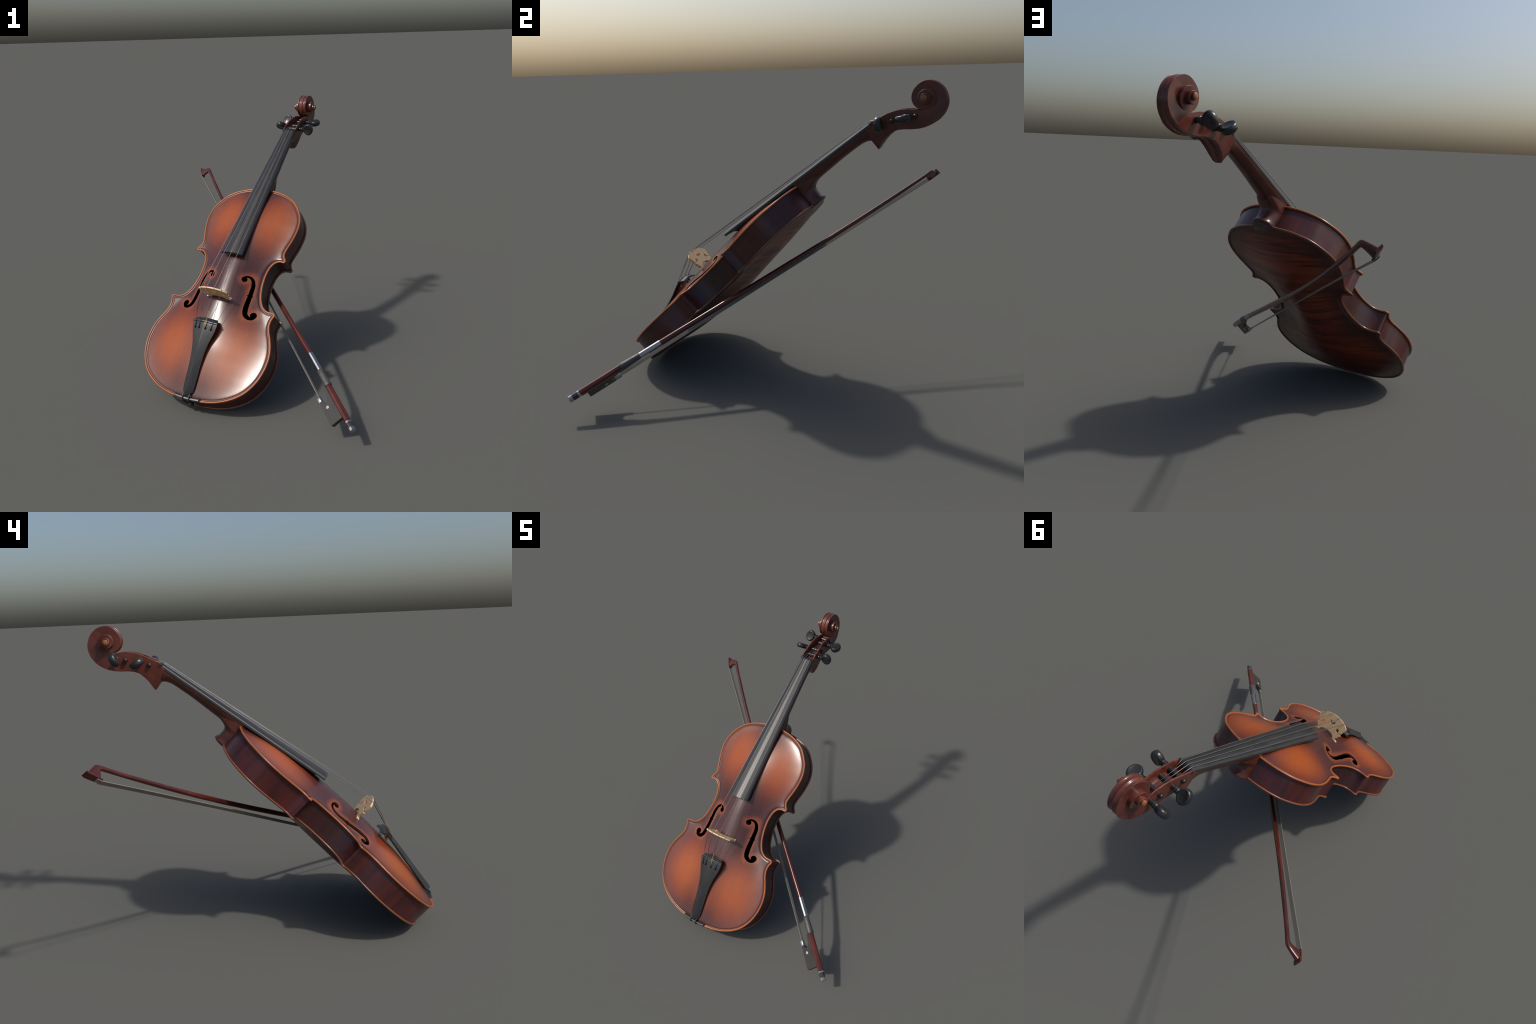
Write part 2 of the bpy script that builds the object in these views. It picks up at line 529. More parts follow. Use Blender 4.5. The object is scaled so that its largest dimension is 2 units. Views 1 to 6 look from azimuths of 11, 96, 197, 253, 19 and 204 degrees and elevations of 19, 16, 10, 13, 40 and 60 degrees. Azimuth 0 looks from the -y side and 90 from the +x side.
def trace_f():
    """marching squares around the union of stroke and eyes -> one closed polygon"""
    h = 0.0022
    xs = np.arange(0.07, 0.28, h)
    ys = np.arange(-0.25, 0.06, h)
    X, Y = np.meshgrid(xs, ys)
    S = f_sdf(np.stack([X.ravel(), Y.ravel()], 1)).reshape(X.shape)
    seg = {}
    def key(i, j, e):
        return (i, j, e)
    pts = {}
    def cut(i0, j0, i1, j1):
        a, b = S[i0, j0], S[i1, j1]
        t = a / (a - b)
        return (X[i0, j0] + t * (X[i1, j1] - X[i0, j0]), Y[i0, j0] + t * (Y[i1, j1] - Y[i0, j0]))
    links = {}
    for i in range(len(ys) - 1):
        for j in range(len(xs) - 1):
            c = [(i, j), (i, j + 1), (i + 1, j + 1), (i + 1, j)]
            sg = [S[q] < 0 for q in c]
            if all(sg) or not any(sg):
                continue
            hits = []
            for e in range(4):
                a, b = c[e], c[(e + 1) % 4]
                if sg[e] != sg[(e + 1) % 4]:
                    k = (min(a, b), max(a, b))
                    pts.setdefault(k, cut(*k[0], *k[1]))
                    hits.append(k)
            for q in range(0, len(hits) - 1, 2):
                links.setdefault(hits[q], []).append(hits[q + 1])
                links.setdefault(hits[q + 1], []).append(hits[q])
    best = []
    seen = set()
    for s in links:
        if s in seen:
            continue
        loop, prev, cur = [s], None, s
        seen.add(s)
        while True:
            nx = [q for q in links[cur] if q != prev and q not in seen]
            if not nx:
                break
            prev, cur = cur, nx[0]
            seen.add(cur)
            loop.append(cur)
        if len(loop) > len(best):
            best = loop
    return resample(np.array([pts[q] for q in best]), 0.0028, True)


F_RIGHT = trace_f()
F_LEFT = F_RIGHT * [-1, 1]


# ------------------------------------------------------------------ plates
def plate(z0, sign, hs, holes):
    """triangulated plate: returns 2D verts, triangles, distance to the edge, top z and under z"""
    pts, edges = [], []
    def ring(p):
        o = len(pts)
        pts.extend(map(tuple, p))
        edges.extend((o + i, o + (i + 1) % len(p)) for i in range(len(p)))
    ring(OUTLINE)
    for d in EDGE_D[1:]:
        ring(inset(OUTLINE, d))
    for h in holes:
        ring(h)
    gx, gy = np.meshgrid(np.arange(-0.40, 0.401, 0.0105), np.arange(-0.75, 0.65, 0.0105))
    gx[::2] += 0.005
    g = np.stack([gx.ravel(), gy.ravel()], 1)
    g = g[inside(g, OUTLINE)]
    ok = poly_dist(g, OUTLINE) > 0.030
    for h in holes:
        ok &= ~inside(g, h) & (poly_dist(g, h) > 0.004)
    pts.extend(map(tuple, g[ok]))
    def keep(c):
        k = inside(c, OUTLINE)
        for h in holes:
            k &= ~inside(c, h)
        return k
    V, F = triangulate(pts, edges, keep)
    d = poly_dist(V, OUTLINE)
    a = arch(V[:, 0], V[:, 1], hs, 0.12 if sign > 0 else 0.22)
    fade = np.clip((d - 0.0155) / 0.012, 0, 1)
    fade = fade * fade * (3 - 2 * fade)
    top = np.interp(d, EDGE_D, EDGE_Z) + a * fade
    under = np.interp(d, EDGE_D, EDGE_ZB) + np.clip(a * fade - 0.003, 0, 1)
    return V, F, d, z0 + sign * top, z0 + sign * under


def plate_objects(name, z0, sign, hs, holes, mats, parent, offset):
    V, F, d, zt, zu = plate(z0, sign, hs, holes)
    n = len(V)
    dc = d[F].mean(1)
    top = np.column_stack([V, zt])
    und = np.column_stack([V, zu])
    # boundary edges of the triangulation
    cnt = {}
    for t in F:
        for a, b in ((t[0], t[1]), (t[1], t[2]), (t[2], t[0])):
            k = (min(a, b), max(a, b))
            cnt[k] = (a, b) if k not in cnt else None
    rim = [e for e in cnt.values() if e]
    flip = (lambda q: tuple(q)) if sign > 0 else (lambda q: tuple(q)[::-1])
    def part(nm, faces_top, faces_under, walls, mat, par, off, angle=50):
        VV = np.concatenate([top, und])
        faces = [flip(t) for t in faces_top]
        faces += [flip(tuple(i + n for i in t)[::-1]) for t in faces_under]
        faces += [flip((b, a, a + n, b + n)) for a, b in walls]
        used = np.unique(np.concatenate([np.array(f).ravel() for f in faces]))
        new = -np.ones(2 * n, int)
        new[used] = np.arange(len(used))
        return build(nm, VV[used], [tuple(int(new[i]) for i in f) for f in faces], mat, par, angle, off)
    is_rim = lambda e: d[e[0]] < 1e-4 and d[e[1]] < 1e-4
    hole_walls = [e for e in rim if not is_rim(e)]
    main = part(name, F[dc > 0.0160], [], [], mats[0], parent, offset, 70)
    part('edging', F[dc < 0.0120], F[dc < 0.0090], [], mats[1], main, None, 60)
    part('purfling', F[(dc >= 0.0120) & (dc <= 0.0160)], [], [], 'purfling', main, None, 60)
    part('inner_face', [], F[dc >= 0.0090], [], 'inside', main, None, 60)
    if hole_walls:
        part('sound_hole_wall', [], [], hole_walls, 'fcut', main, None, 60)
    return main


# ------------------------------------------------------------------ violin
def empty(name, matrix, label, category):
    e = bpy.data.objects.new(name, None)
    e.empty_display_size = 0.1
    bpy.context.scene.collection.objects.link(e)
    e.matrix_world = matrix
    e['label'] = label
    e['category'] = category
    return e


violin = empty('violin', VIOLIN @ Matrix.Translation(VIOLIN_BASE),
               'leaning violin in red brown sunburst varnish with ebony fittings', 'violin')
OFF = -VIOLIN_BASE


def vpart(name, vf, mat, parent=violin, angle=35):
    return build(name, vf[0], vf[1], mat, parent, angle, OFF if parent is violin else None)


belly = plate_objects('belly', 0.0, 1, TOP_HS, [F_RIGHT, F_LEFT], ('belly', 'edge'), violin, OFF)
back = plate_objects('back', -0.1290, -1, BACK_HS, [], ('back', 'back_edge'), violin, OFF)

rib_line = inset(OUTLINE, RIB_IN)
rib_line = resample(rib_line, 0.005, True)
levels = np.linspace(-0.1235, -0.0045, 6)
ribs = vpart('ribs', loft([[(x, y, z) for x, y in rib_line] for z in levels], caps=False), 'ribs', angle=45)
screen_line = resample(inset(OUTLINE, RIB_IN + 0.0012), 0.006, True)
build('dark_rib_screen', *loft([[(x, y, z) for x, y in screen_line[::-1]] for z in (-0.1232, -0.0048)], caps=False), 'inside', ribs, 45)  # added dark sleeve behind the ribs, hides sunlit glints through the f holes

# fingerboard line
def fb_low(y):
    return 0.0895 - 0.1353 * (y - 0.130)


def fb_half(y):
    return 0.073 - 0.030 * (y - 0.129) / 1.023


def fingerboard():
    rings = []
    for y in np.linspace(0.130, 1.146, 30):
        w, z = fb_half(y), fb_low(y)
        side = 0.0135
        crown = np.interp(y, [0.13, 1.15], [0.0185, 0.0100])
        pts = [(-w, y, z), (-w, y, z + side - 0.002), (-w + 0.0015, y, z + side)]
        for s in np.linspace(-0.94, 0.94, 17):
            pts.append((s * w, y, z + side + crown * (1 - s * s)))
        pts += [(w - 0.0015, y, z + side), (w, y, z + side - 0.002), (w, y, z), (0.5 * w, y, z + 0.003), (-0.5 * w, y, z + 0.003)]
        rings.append(pts[::-1])
    return loft(rings)


vpart('fingerboard', fingerboard(), 'board', angle=40)


def half_round(y, w, top, low, power=2.3, n=20):
    """flat-topped neck section in the plane of constant y"""
    pts = []
    for i in range(n + 1):
        a = math.pi * i / n
        c, s = math.cos(a), math.sin(a)
        pts.append((w * math.copysign(abs(c) ** (2 / power), c), y, top - (top - low) * abs(s) ** (2 / power)))
    return pts


def neck():
    tongue = [half_round(y, 0.034, fb_low(y) - 0.0008, fb_low(y) - dz, 5.0)
              for y, dz in ((0.170, 0.004), (0.188, 0.016), (0.4, 0.016), (0.63, 0.018))]
    under = [(0.640, -0.045), (0.70, -0.046), (0.735, -0.046), (0.77, -0.0475), (0.811, -0.051), (0.86, -0.0545),
             (0.91, -0.0585), (0.96, -0.0635), (1.016, -0.0715), (1.05, -0.077), (1.075, -0.086), (1.092, -0.098),
             (1.102, -0.115), (1.122, -0.118)]
    rings = []
    for i, (y, z) in enumerate(under):
        rings.append(half_round(y, fb_half(y) - 0.0015, fb_low(y) - 0.0006, z, 2.2))
    return join(loft(tongue), loft(rings))


vpart('neck', neck(), 'neck', angle=50)


def heel():
    rings = []
    prof = [(-0.139, 0.694, 0.050), (-0.138, 0.700, 0.0555), (-0.134, 0.705, 0.0585), (-0.128, 0.705, 0.059),
            (-0.122, 0.700, 0.058), (-0.110, 0.695, 0.0575), (-0.09, 0.694, 0.0575), (-0.07, 0.697, 0.0575),
            (-0.06, 0.703, 0.0575), (-0.052, 0.716, 0.057), (-0.046, 0.738, 0.057), (-0.040, 0.775, 0.057),
            (-0.030, 0.80, 0.056), (0.010, 0.80, 0.055)]
    for z, yf, w in prof:
        ring = []
        for i in range(33):
            a = math.pi * i / 32
            c, s = math.cos(a), math.sin(a)
            ring.append((w * math.copysign(abs(c) ** 0.8, c), 0.625 + (yf - 0.625) * abs(s) ** 0.8, z))
        rings.append(ring)
    return loft(rings)


hl = vpart('heel', heel(), 'neck', angle=45)
cap = []
for z, k in ((-0.1385, 0.86), (-0.1405, 0.85)):
    cap.append([(0.056 * k * math.copysign(abs(math.cos(a)) ** 0.8, math.cos(a)),
                 0.648 + (0.693 - 0.648) * abs(math.sin(a)) ** 0.8, z)
                for a in (math.pi * i / 24 for i in range(25))])
build('heel_cap', *loft(cap), 'ebony', hl)

# ---- pegbox and scroll: one long sweep that rolls up
EYE = np.array([1.430, -0.135])
PHI_R = [(0, .119), (23, .111), (42, .104), (63, .0965), (86, .0895), (113, .084), (134, .081), (156, .077), (181, .0715),
         (214, .0695), (245, .0675), (267, .0650), (289, .0625), (337, .0590), (370, .055), (399, .051), (437, .0455),
         (483, .041), (526, .0375), (560, .0355), (592, .0345), (633, .033), (675, .0315), (708, .029), (758, .0255),
         (808, .0225), (860, .0210), (950, .0195), (1040, .0170), (1120, .0140), (1600, .0120)]
PHI_W = [(0, .0325), (60, .0275), (110, .0265), (181, .0275), (240, .0305), (289, .0325), (340, .0360), (399, .0440), (437, .0490), (526, .0535),
         (592, .0555), (633, .0575), (708, .060), (758, .063), (808, .066), (860, .0685), (950, .0715), (1040, .0740), (1120, .0765), (1600, .0770)]
R_of = lambda p: np.interp(p, *zip(*PHI_R))
W_of = lambda p: np.interp(p, *zip(*PHI_W))
# top point, back point, half width at the top and back, cavity depth (share of the height)
PEGBOX = [((1.106, -0.046), (1.0920, -0.1565), 0.0415, 0.017, 0.0),
          ((1.122, -0.044), (1.1020, -0.1545), 0.0435, 0.028, 0.0),
          ((1.145, -0.040), (1.1260, -0.1475), 0.046, 0.037, 0.0),
          ((1.158, -0.035), (1.1360, -0.1450), 0.0465, 0.040, 0.0),
          ((1.162, -0.032), (1.1420, -0.1435), 0.0465, 0.041, 0.42),
          ((1.190, -0.0405), (1.170, -0.1405), 0.0465, 0.0435, 0.48),
          ((1.222, -0.0515), (1.203, -0.1425), 0.0455, 0.0440, 0.52),
          ((1.250, -0.0600), (1.232, -0.1545), 0.0440, 0.0435, 0.53),
          ((1.278, -0.0735), (1.256, -0.1735), 0.0425, 0.0425, 0.53),
          ((1.304, -0.0890), (1.284, -0.2010), 0.0408, 0.0410, 0.50),
          ((1.327, -0.1070), (1.310, -0.2220), 0.0395, 0.0398, 0.46),
          ((1.346, -0.1270), (1.335, -0.2370), 0.0385, 0.0388, 0.38),
          ((1.361, -0.1480), (1.361, -0.2470), 0.0378, 0.0378, 0.24),
          ((1.374, -0.1650), (1.384, -0.2525), 0.0370, 0.0370, 0.08),
          ((1.392, -0.1770), (1.403, -0.2545), 0.0365, 0.0365, 0.0)]


def head_section(a, b, wt, wb, cav, flute):
    """ring in the plane through a (inner/top) and b (outer/back), x across"""
    a, b = np.array(a), np.array(b)
    H = np.linalg.norm(b - a)
    wi = max(wt - 0.0085, 0.4 * wt)
    half = [(0.0, cav), (wi * 0.9, cav), (wi, cav * 0.93), (wi, min(cav, 0.02)), (wt - 0.0070, 0.0), (wt - 0.0015, 0.0),
            (wt, 0.0015 / H), (wt + (wb - wt) * 0.5, 0.5), (wb, 1 - 0.006 / H), (wb, 1 - 0.0015 / H), (wb - 0.0015, 1.0),
            (wb * 0.88, 1.0), (wb * 0.80, 1 - 0.5 * flute / H), (wb * 0.62, 1 - flute / H), (wb * 0.40, 1 - flute / H),
            (wb * 0.20, 1 - 0.55 * flute / H), (wb * 0.09, 1 - 0.05 * flute / H), (0.0, 1.0)]
    full = half + [(-x, t) for x, t in half[-2:0:-1]]
    return [(x, *(a + (b - a) * t)) for x, t in full]


def head():
    rings = []
    n = len(PEGBOX)
    for i in range(n):
        a, b, wt, wb, cav = PEGBOX[i]
        rings.append(head_section(a, b, wt, wb, cav, 0.0055 * min(1, i / 4)))
    for phi in np.arange(4, 1215, 7.5):
        th = math.radians(phi - 94)
        u = np.array([math.cos(th), math.sin(th)])
        r0 = max(R_of(phi + 360) * 0.86, 0.004)
        rings.append(head_section(EYE + u * r0, EYE + u * R_of(phi), W_of(phi), W_of(phi), 0.0,
                                  0.0055 * max(0.0, min(1, (420 - phi) / 90))))
    return loft(rings)


hd = vpart('pegbox_and_scroll', head(), 'head', angle=38)
ev, ef = revolve([(-0.0790, 0.004), (-0.0788, 0.0095), (-0.0770, 0.0122), (0.0770, 0.0122), (0.0788, 0.0095), (0.0790, 0.004)], 24)
build('scroll_eye', [(x, y + EYE[0], z + EYE[1]) for x, y, z in ev], ef, 'eye', hd)

# ---- nut
nut = [[(x, y, z) for y, z in ((1.1475, -0.048), (1.1475, fb_low(1.148) + 0.0135 + c), (1.1500, fb_low(1.148) + 0.0165 + c),
                               (1.1560, fb_low(1.148) + 0.0125 + c), (1.1600, -0.036), (1.1600, -0.048))]
       for x, c in ((-0.0475, 0.0), (-0.046, 0.0025), (-0.025, 0.008), (0, 0.0098), (0.025, 0.008), (0.046, 0.0025), (0.0475, 0.0))]
vpart('nut', loft(nut), 'ebony')

# ---- bridge
def bridge():
    r = [(0.0, 0.1935), (0.02, 0.1920), (0.04, 0.1880), (0.06, 0.1815), (0.078, 0.1730), (0.090, 0.1640), (0.0965, 0.1565),
         (0.0965, 0.1525), (0.0840, 0.1150)]
    kid = [(0.0525 + 0.0105 * math.cos(a), 0.1225 + 0.0105 * math.sin(a))
           for a in np.radians(np.arange(-25, 300, 25)) + 0.0]
    r += [(0.0690, 0.1150)] + kid + [(0.0690, 0.1105), (0.0840, 0.1065)]
    r += [(0.0850, 0.1010), (0.0800, 0.0970), (0.0755, 0.0940), (0.0775, 0.0880), (0.0720, 0.0820), (0.0665, 0.0770),
          (0.0640, 0.0710), (0.0660, 0.0660), (0.0760, 0.0630), (0.0830, 0.0600), (0.0840, 0.0485), (0.0460, 0.0555)]
    r += [(0.0450, 0.0630), (0.0490, 0.0680), (0.0470, 0.0760), (0.0380, 0.0835), (0.0250, 0.0890), (0.0100, 0.0915), (0.0, 0.0920)]
    P = np.array(r + [(-x, z) for x, z in r[-2:0:-1]])
    heart = spline([(0.0, 0.1420), (0.0040, 0.1500), (0.0095, 0.1555), (0.0175, 0.1540), (0.0190, 0.1465), (0.0130, 0.1400),
                    (0.0060, 0.1375), (0.0, 0.1290), (-0.0060, 0.1375), (-0.0130, 0.1400), (-0.0190, 0.1465), (-0.0175, 0.1540),
                    (-0.0095, 0.1555), (-0.0040, 0.1500)], 4, True)
    Hh = np.array(heart)
    pts, edges = [], []
    for ring in (P, Hh):
        o = len(pts)
        pts += [tuple(q) for q in ring]
        edges += [(o + i, o + (i + 1) % len(ring)) for i in range(len(ring))]
    V, F = triangulate(pts, edges, lambda c: inside(c, P) & ~inside(c, Hh))
    th = np.interp(V[:, 1], [0.05, 0.065, 0.12, 0.195], [0.0090, 0.0074, 0.0060, 0.0038])
    y0 = -0.1400
    V[:, 1] = 0.05 + (V[:, 1] - 0.05) * 0.978
    n = len(V)
    verts = [(x, y0 - t, z) for (x, z), t in zip(V, th)] + [(x, y0 + t, z) for (x, z), t in zip(V, th)]
    faces, cnt = [], {}
    for a, b, c in F:
        faces += [(a, b, c), (c + n, b + n, a + n)]
        for p, q in ((a, b), (b, c), (c, a)):
            k = (min(p, q), max(p, q))
            cnt[k] = (p, q) if k not in cnt else None
    faces += [(q, p, p + n, q + n) for p, q in (e for e in cnt.values() if e)]
    return verts, [tuple(int(i) for i in f) for f in faces]


br = vpart('bridge', bridge(), 'bridge', angle=30)

# ---- tailpiece
TP = [(-0.345, 0.077), (-0.365, 0.0735), (-0.39, 0.0665), (-0.437, 0.0520), (-0.485, 0.0435), (-0.533, 0.0395), (-0.58, 0.0370),
      (-0.63, 0.0365), (-0.68, 0.0355), (-0.712, 0.0330), (-0.728, 0.0180), (-0.738, 0.006)]
def tp_ridge(y):
    return 0.1165 + (y + 0.321) * 0.1885
def tp_ring(y, w, thick=0.010, lift=0.0):
    z = tp_ridge(y) + lift
    drop = np.interp(y, [-0.72, -0.32], [0.024, 0.012])
    e = z - drop * min(1, w / 0.03)
    return [(0.0, y, z), (w * 0.05, y, z - 0.0006), (w * 0.93, y, e + 0.0012), (w, y, e), (w, y, e - 0.006), (w * 0.7, y, e - thick),
            (0, y, z - thick - 0.006), (-w * 0.7, y, e - thick), (-w, y, e - 0.006), (-w, y, e), (-w * 0.93, y, e + 0.0012),
            (-w * 0.05, y, z - 0.0006)]


def tailpiece():
    rings = [tp_ring(-0.292, 0.064, 0.007, -0.022), tp_ring(-0.306, 0.074, 0.009, -0.0085), tp_ring(-0.318, 0.0785, 0.010, -0.002),
             tp_ring(-0.330, 0.0790)]
    rings += [tp_ring(y, w) for y, w in TP]
    return loft(rings[::-1])


tp = vpart('tailpiece', tailpiece(), 'ebony', angle=25)
bar = [[(x, y, tp_ridge(-0.321) - 0.012 * (abs(x) / 0.079) + dz) for y, dz in
        ((-0.3255, -0.004), (-0.3255, 0.0028), (-0.3225, 0.0050), (-0.3175, 0.0050), (-0.3150, 0.0020), (-0.3150, -0.004))]
       for x in (-0.0805, -0.079, -0.05, -0.02, 0, 0.02, 0.05, 0.079, 0.0805)]
build('string_bar', *loft(bar), 'ebony', tp)

STR = [  # x at nut, x and z at bridge, x and z at tailpiece, radius, silk share, silk colour, peg y, peg z
    (-0.0290, -0.068, 0.1765, -0.0590, 0.1120, 0.0018, 0.31, 'red', 1.242, -0.104),
    (-0.0097, -0.026, 0.1880, -0.0300, 0.1180, 0.0016, 0.28, 'green', 1.340, -0.167),
    (0.0097, 0.025, 0.1880, 0.0170, 0.1205, 0.0015, 0.33, 'yellow', 1.302, -0.140),
    (0.0290, 0.068, 0.1765, 0.0540, 0.1120, 0.0013, 0.18, 'blue', 1.198, -0.078)]
# slots are not cut: dark keyhole inlays stand in, just proud of the tailpiece
for s in STR:
    x = s[3] * 0.93
    def on_top(px, py):
        w = np.interp(-py, [-q[0] for q in TP], [q[1] for q in TP])
        return tp_ridge(py) - np.interp(py, [-0.72, -0.32], [0.024, 0.012]) * abs(px) / w + 0.0016
    key = [(x + 0.0065 * math.sin(a), -0.359 - 0.0065 * math.cos(a)) for a in np.radians(np.arange(-150, 151, 25))]
    key += [(x + 0.0022, -0.334), (x - 0.0022, -0.334)]
    ring = [[(px, py, on_top(px, py) + dz) for px, py in key] for dz in (-0.003, 0.0)]
    build('dark_slot_inlay', *loft(ring), 'inside', tp)
    tv, tf = revolve([(-0.020, 0.0065), (-0.020, 0.0075), (-0.012, 0.0080), (-0.0115, 0.0045), (0.004, 0.0045)], 14, 'z')
    zt = on_top(x, -0.345) - 0.014
    build('fine_tuner', [(px + x, py - 0.342, pz + zt) for px, py, pz in tv], tf, 'brass', tp)

# ---- strings
NUT_Y = 1.151
for i, (xn, xb, zb, xt, zt, r, silk, colr, py, pz) in enumerate(STR):
    zn = fb_low(1.148) + 0.0165 + 0.0098 * (1 - (xn / 0.047) ** 2) + r * 0.6
    b = Vector((xb, -0.142, zb + r * 0.5))
    t = Vector((xt, -0.321, zt + 0.0055))
    m = b.lerp(t, 1 - silk)
    peg_in = Vector((xn * 0.75, py - 0.006, pz + 0.010))
    path = [peg_in, Vector((xn, NUT_Y + 0.004, zn - 0.001)), Vector((xn, NUT_Y - 0.002, zn)), b, b + (t - b) * 0.02, m]
    st = vpart('string', tube(path, r, 8), 'string', angle=180)
    end = Vector((xt * 0.93, -0.352, on_top(xt * 0.93, -0.352) - 0.002))
    build('silk_winding', *tube([m, t, end], r * 1.06, 8), colr, st, 180)

# ---- pegs
def peg():
    shaft = revolve([(-0.0600, 0.002), (-0.0590, 0.0075), (-0.0555, 0.0112), (-0.0500, 0.0120), (-0.045, 0.0105), (-0.02, 0.0108),
                     (0.046, 0.0130), (0.060, 0.0132), (0.0605, 0.0150), (0.0640, 0.0172), (0.0675, 0.0150), (0.0685, 0.0128),
                     (0.0705, 0.0128), (0.0715, 0.0150), (0.0745, 0.0165), (0.0775, 0.0150), (0.081, 0.0115), (0.090, 0.011), (0.10, 0.006)], 24)
    # thumb piece: oval disc, waisted toward the shaft, faces slightly hollow
    rings = []
    def oval(scale, z):
        ring = []
        for j in range(40):
            a = 2 * math.pi * j / 40
            c, s = math.cos(a), math.sin(a)
            rx = 0.0345
            ry = 0.0395 * (1 - 0.16 * max(0, -c)) * (1 - 0.10 * max(0, -c) ** 4)
            ring.append((0.112 + rx * c * scale, ry * s * scale, z))
        return ring
    half = [(0.05, 0.0125), (0.45, 0.0132), (0.62, 0.0148), (0.72, 0.0160), (0.80, 0.0160), (0.88, 0.0142), (0.95, 0.0100), (0.988, 0.0050)]
    for sc, z in [(a, -b) for a, b in half] + [(1.0, 0.0)] + half[::-1]:
        rings.append(oval(sc, z))
    return join(shaft, loft(rings))


pv, pf = peg()
peg_mesh = None
for y, z, turn, side in ((1.197, -0.077, 54, 1), (1.302, -0.140, -35, 1), (1.242, -0.1045, 102, -1), (1.339, -0.1670, 21, -1)):
    if peg_mesh is None:
        ob = build('peg', pv, pf, 'peg', violin, 50)
        peg_mesh = ob.data
    else:
        ob = bpy.data.objects.new('peg', peg_mesh)
        bpy.context.scene.collection.objects.link(ob)
        ob.parent = violin
    rot = Matrix.Rotation(math.radians(turn), 4, 'X')
    if side < 0:
        rot = rot @ Matrix.Rotation(math.pi, 4, 'Z')
    ob.matrix_local = Matrix.Translation(OFF + Vector((0.0, y, z))) @ rot

# ---- saddle, tail gut, end button
sad = []
for x, k in ((-0.086, 0.35), (-0.080, 0.9), (-0.058, 1.0), (-0.03, 1.0), (0, 1.0), (0.03, 1.0), (0.058, 1.0), (0.080, 0.9), (0.086, 0.35)):
    y = -0.7585 + 0.75 * x * x
    h = 0.0045 + 0.0105 * k
    sad.append([(x, y + q, z) for q, z in ((0.0, -0.0085), (-0.0012, h - 0.006), (0.004, h), (0.012, h - 0.0005), (0.0235, 0.0015), (0.0235, -0.0085))])
vpart('saddle', loft(sad), 'ebony')
for sx in (-0.022, 0.020):
    path = spline([(sx * 0.9, -0.690, 0.012), (sx, -0.728, 0.0200), (sx, -0.7485, 0.0185), (sx, -0.7615, 0.0085), (sx * 0.98, -0.7640, -0.010),
                   (sx * 0.9, -0.7630, -0.040), (sx * 0.62, -0.7630, -0.062)], 6)
    vpart('tail_gut', tube(path, 0.0042, 10), 'gut', angle=180)
ev, ef = revolve([(-0.735, 0.011), (-0.757, 0.012), (-0.759, 0.0175), (-0.766, 0.0195), (-0.772, 0.0180), (-0.776, 0.011), (-0.777, 0.002)][::-1], 24, 'y')
vpart('end_button', ([(x, y, z - 0.064) for x, y, z in ev], ef), 'ebony')

# ------------------------------------------------------------------ bow
bow = empty('violin_bow', BOW, 'dark red wooden bow with black frog and pale hair', 'violin bow')


def stick_n(t):
    """camber: the stick bends toward the hair between handle and tip"""
    return np.interp(t, [0.35, 0.45, 0.64, 0.83, 0.97, 1.2, 1.4, 1.6, 1.8, 1.95, 2.1, 2.25, 2.36, 2.385],
                     [0, 0.0015, 0.008, 0.0138, 0.018, 0.0247, 0.0292, 0.0312, 0.0297, 0.0258, 0.0195, 0.0117, 0.003, 0.0])


def rod(ts, radii, seg=20, flat=0.0):
    rings = []
    for t, r in zip(ts, radii):
        ring = []
        for j in range(seg):
            a = 2 * math.pi * (j + 0.5) / seg
            ring.append((t, stick_n(t) + r * math.cos(a), r * math.sin(a)))
        rings.append(ring)
    return loft(rings)


handle = [(-0.001, 0.0150), (0.000, 0.0185), (0.233, 0.0180)]
ts = list(np.linspace(0.24, 2.372, 60))
rs = list(np.interp(ts, [0.24, 0.47, 0.55, 1.0, 1.7, 2.37], [0.0140, 0.0146, 0.0150, 0.0145, 0.0126, 0.0099]))
facet = build('handle', *rod([q[0] for q in handle], [q[1] for q in handle], 8), 'stick', bow, 25)
stick = build('stick', *rod(ts, rs), 'stick', bow, 60)

grip = [(0.231, 0.0150), (0.2315, 0.0205), (0.236, 0.0218), (0.250, 0.0210), (0.300, 0.0185), (0.342, 0.0168), (0.3445, 0.0150)]
build('grip', *rod([q[0] for q in grip], [q[1] for q in grip], 24), 'leather', bow, 50)
wind = [(0.343, 0.0130), (0.3435, 0.0160)]
for i in range(40):
    t0 = 0.345 + i * 0.0031
    wind += [(t0, 0.0160), (t0 + 0.0015, 0.0163)]
wind += [(0.4685, 0.0160), (0.469, 0.0130)]
build('silver_winding', *rod([q[0] for q in wind], [q[1] for q in wind], 24), 'silver', bow, 180)

screw = [(-0.0025, 0.008, 'silver', -0.0150, 0.0178), (-0.0150, 0.0, 'frog', -0.0420, 0.0172), (-0.0420, 0.0, 'silver', -0.0630, 0.0176)]
for t0, _, mt, t1, r in screw:
    build('button_ring' if mt == 'silver' else 'button_barrel',
          *rod([t0, t0 - 0.0008, t1 + 0.0012, t1], [r - 0.0012, r, r, r - 0.0014], 8), mt, bow, 25)


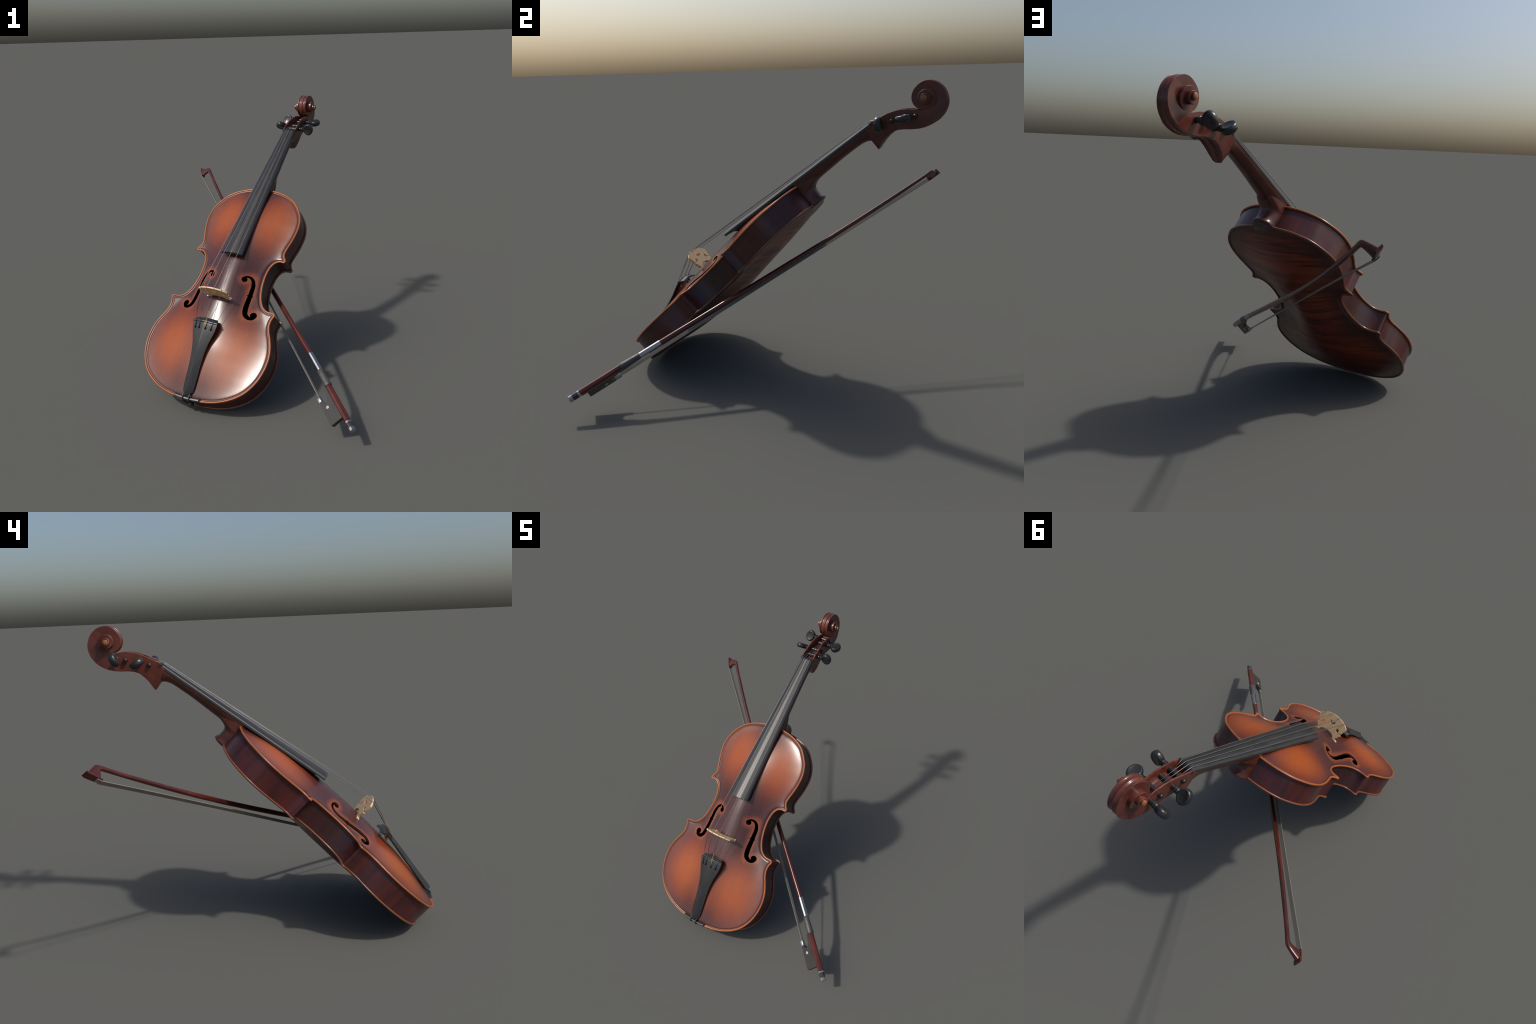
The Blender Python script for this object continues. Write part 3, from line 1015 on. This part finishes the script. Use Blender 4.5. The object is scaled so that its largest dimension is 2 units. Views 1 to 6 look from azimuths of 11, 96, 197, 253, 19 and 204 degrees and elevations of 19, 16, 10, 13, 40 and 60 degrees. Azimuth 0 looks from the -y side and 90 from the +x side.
def slab(profile, half, bevel=0.0012):
    """outline in the stick/hair plane, given thickness sideways, edges chamfered"""
    P = np.array(profile, float)
    area = np.sum(P[:, 0] * np.roll(P[:, 1], -1) - np.roll(P[:, 0], -1) * P[:, 1])
    if area < 0:
        P = P[::-1]
    t = np.roll(P, -1, 0) - np.roll(P, 1, 0)
    t /= np.linalg.norm(t, axis=1)[:, None]
    q = P + np.stack([-t[:, 1], t[:, 0]], 1) * bevel
    hw = half if callable(half) else (lambda a: half)
    rings = []
    for pts, sg, b in ((q, -1, 0), (P, -1, bevel), (P, 1, bevel), (q, 1, 0)):
        rings.append([(a, n, sg * (hw((a, n)) - b)) for a, n in pts])
    return loft(rings)


frog = [(0.028, 0.0120), (0.028, 0.0875), (0.0305, 0.0890), (0.180, 0.0880), (0.1800, 0.0720), (0.1740, 0.0690)]
frog += [(0.1640, 0.0625), (0.1585, 0.0540), (0.1590, 0.0450), (0.1680, 0.0365), (0.1830, 0.0315), (0.2100, 0.0280), (0.2300, 0.0255), (0.2340, 0.0200), (0.2340, 0.0120)]
fr = build('frog', *slab(frog, 0.0135), 'frog', bow, 30)
ferr = []
for t in (0.176, 0.1775, 0.2120, 0.2135):
    k = 0.0 if t in (0.1775, 0.2120) else 0.0010
    ferr.append([(t, 0.0888 - k, -0.0128 + k), (t, 0.0888 - k, 0.0128 - k)] +
                [(t, 0.0800 - (0.0115 - k) * math.sin(a), (0.0128 - k) * math.cos(a)) for a in np.linspace(0, math.pi, 12)])
build('ferrule', *loft(ferr), 'dull_silver', fr, 40)
for s in (-1, 1):
    ev, ef = revolve([(0.0125, 0.0002), (0.0125, 0.0088), (0.0138, 0.0088), (0.0143, 0.0080), (0.0143, 0.0002)], 24, 'z')
    build('pearl_eye', [(x + 0.128, y + 0.058, z * s) for x, y, z in ev], [f[::s] for f in ef], 'pearl', fr, 40)


def tip_head():
    """head of the stick: widens from the stick into a slanting tip plate"""
    # top contour / bottom contour pairs with half width
    secs = [((2.345, -0.0060), (2.345, 0.0144), 0.0100), ((2.368, -0.0086), (2.359, 0.0130), 0.0100), ((2.387, -0.0098), (2.369, 0.0150), 0.0101),
            ((2.397, -0.0070), (2.3745, 0.0180), 0.0106), ((2.407, 0.0010), (2.3785, 0.0265), 0.0112), ((2.418, 0.0120), (2.3810, 0.0400), 0.0120),
            ((2.428, 0.0235), (2.3830, 0.0520), 0.0130), ((2.437, 0.0330), (2.3845, 0.0620), 0.0142), ((2.447, 0.0455), (2.3855, 0.0690), 0.0150)]
    rings = []
    for (t0, n0), (t1, n1), w in secs:
        ring = []
        for j in range(20):
            a = 2 * math.pi * j / 20
            c, s = math.cos(a), math.sin(a)
            k = 0.5 - 0.5 * c
            # blunt oval section, ridged toward the outside
            ring.append((t0 + (t1 - t0) * k, n0 + (n1 - n0) * k, w * math.copysign(abs(s) ** 0.75, s)))
        rings.append(ring)
    return loft(rings)


th = build('bow_head', *tip_head(), 'stick', bow, 50)
plate_n = [(2.385, 0.0672), (2.4250, 0.0560), (2.444, 0.0455), (2.4590, 0.0450), (2.4630, 0.0480), (2.4530, 0.0570), (2.4250, 0.0640), (2.385, 0.0735)]
build('tip_plate', *slab(plate_n, lambda q: float(np.interp(q[0], [2.38, 2.46], [0.0155, 0.0185])), 0.001), 'stick', th, 30)


def bow_hair():
    """flat band of combed hair: a thin ribbon with fine strand ridges on both faces"""
    spine = spline([(0.196, 0.0782), (0.50, 0.0768), (0.9, 0.0757), (1.3, 0.0746), (1.7, 0.0738), (2.1, 0.0745),
                    (2.372, 0.0770), (2.386, 0.0762), (2.410, 0.0702)], 6)
    n = 36
    rings = []
    for t, h in spine:
        w = np.interp(t, [0.2, 2.38], [0.0100, 0.0118])
        row = []
        for i in range(n + 1):
            row.append((i / n * 2 - 1, 0.0017 + 0.00022 * ((i * 7) % 3 - 1)))
        ring = [(t, h + d, w * u) for u, d in row] + [(t, h - d, w * u) for u, d in row[::-1]]
        rings.append(ring)
    return loft(rings)


hr = build('bow_hair', *bow_hair(), 'hair', bow, 40)
hr['kind'] = 'stuff'
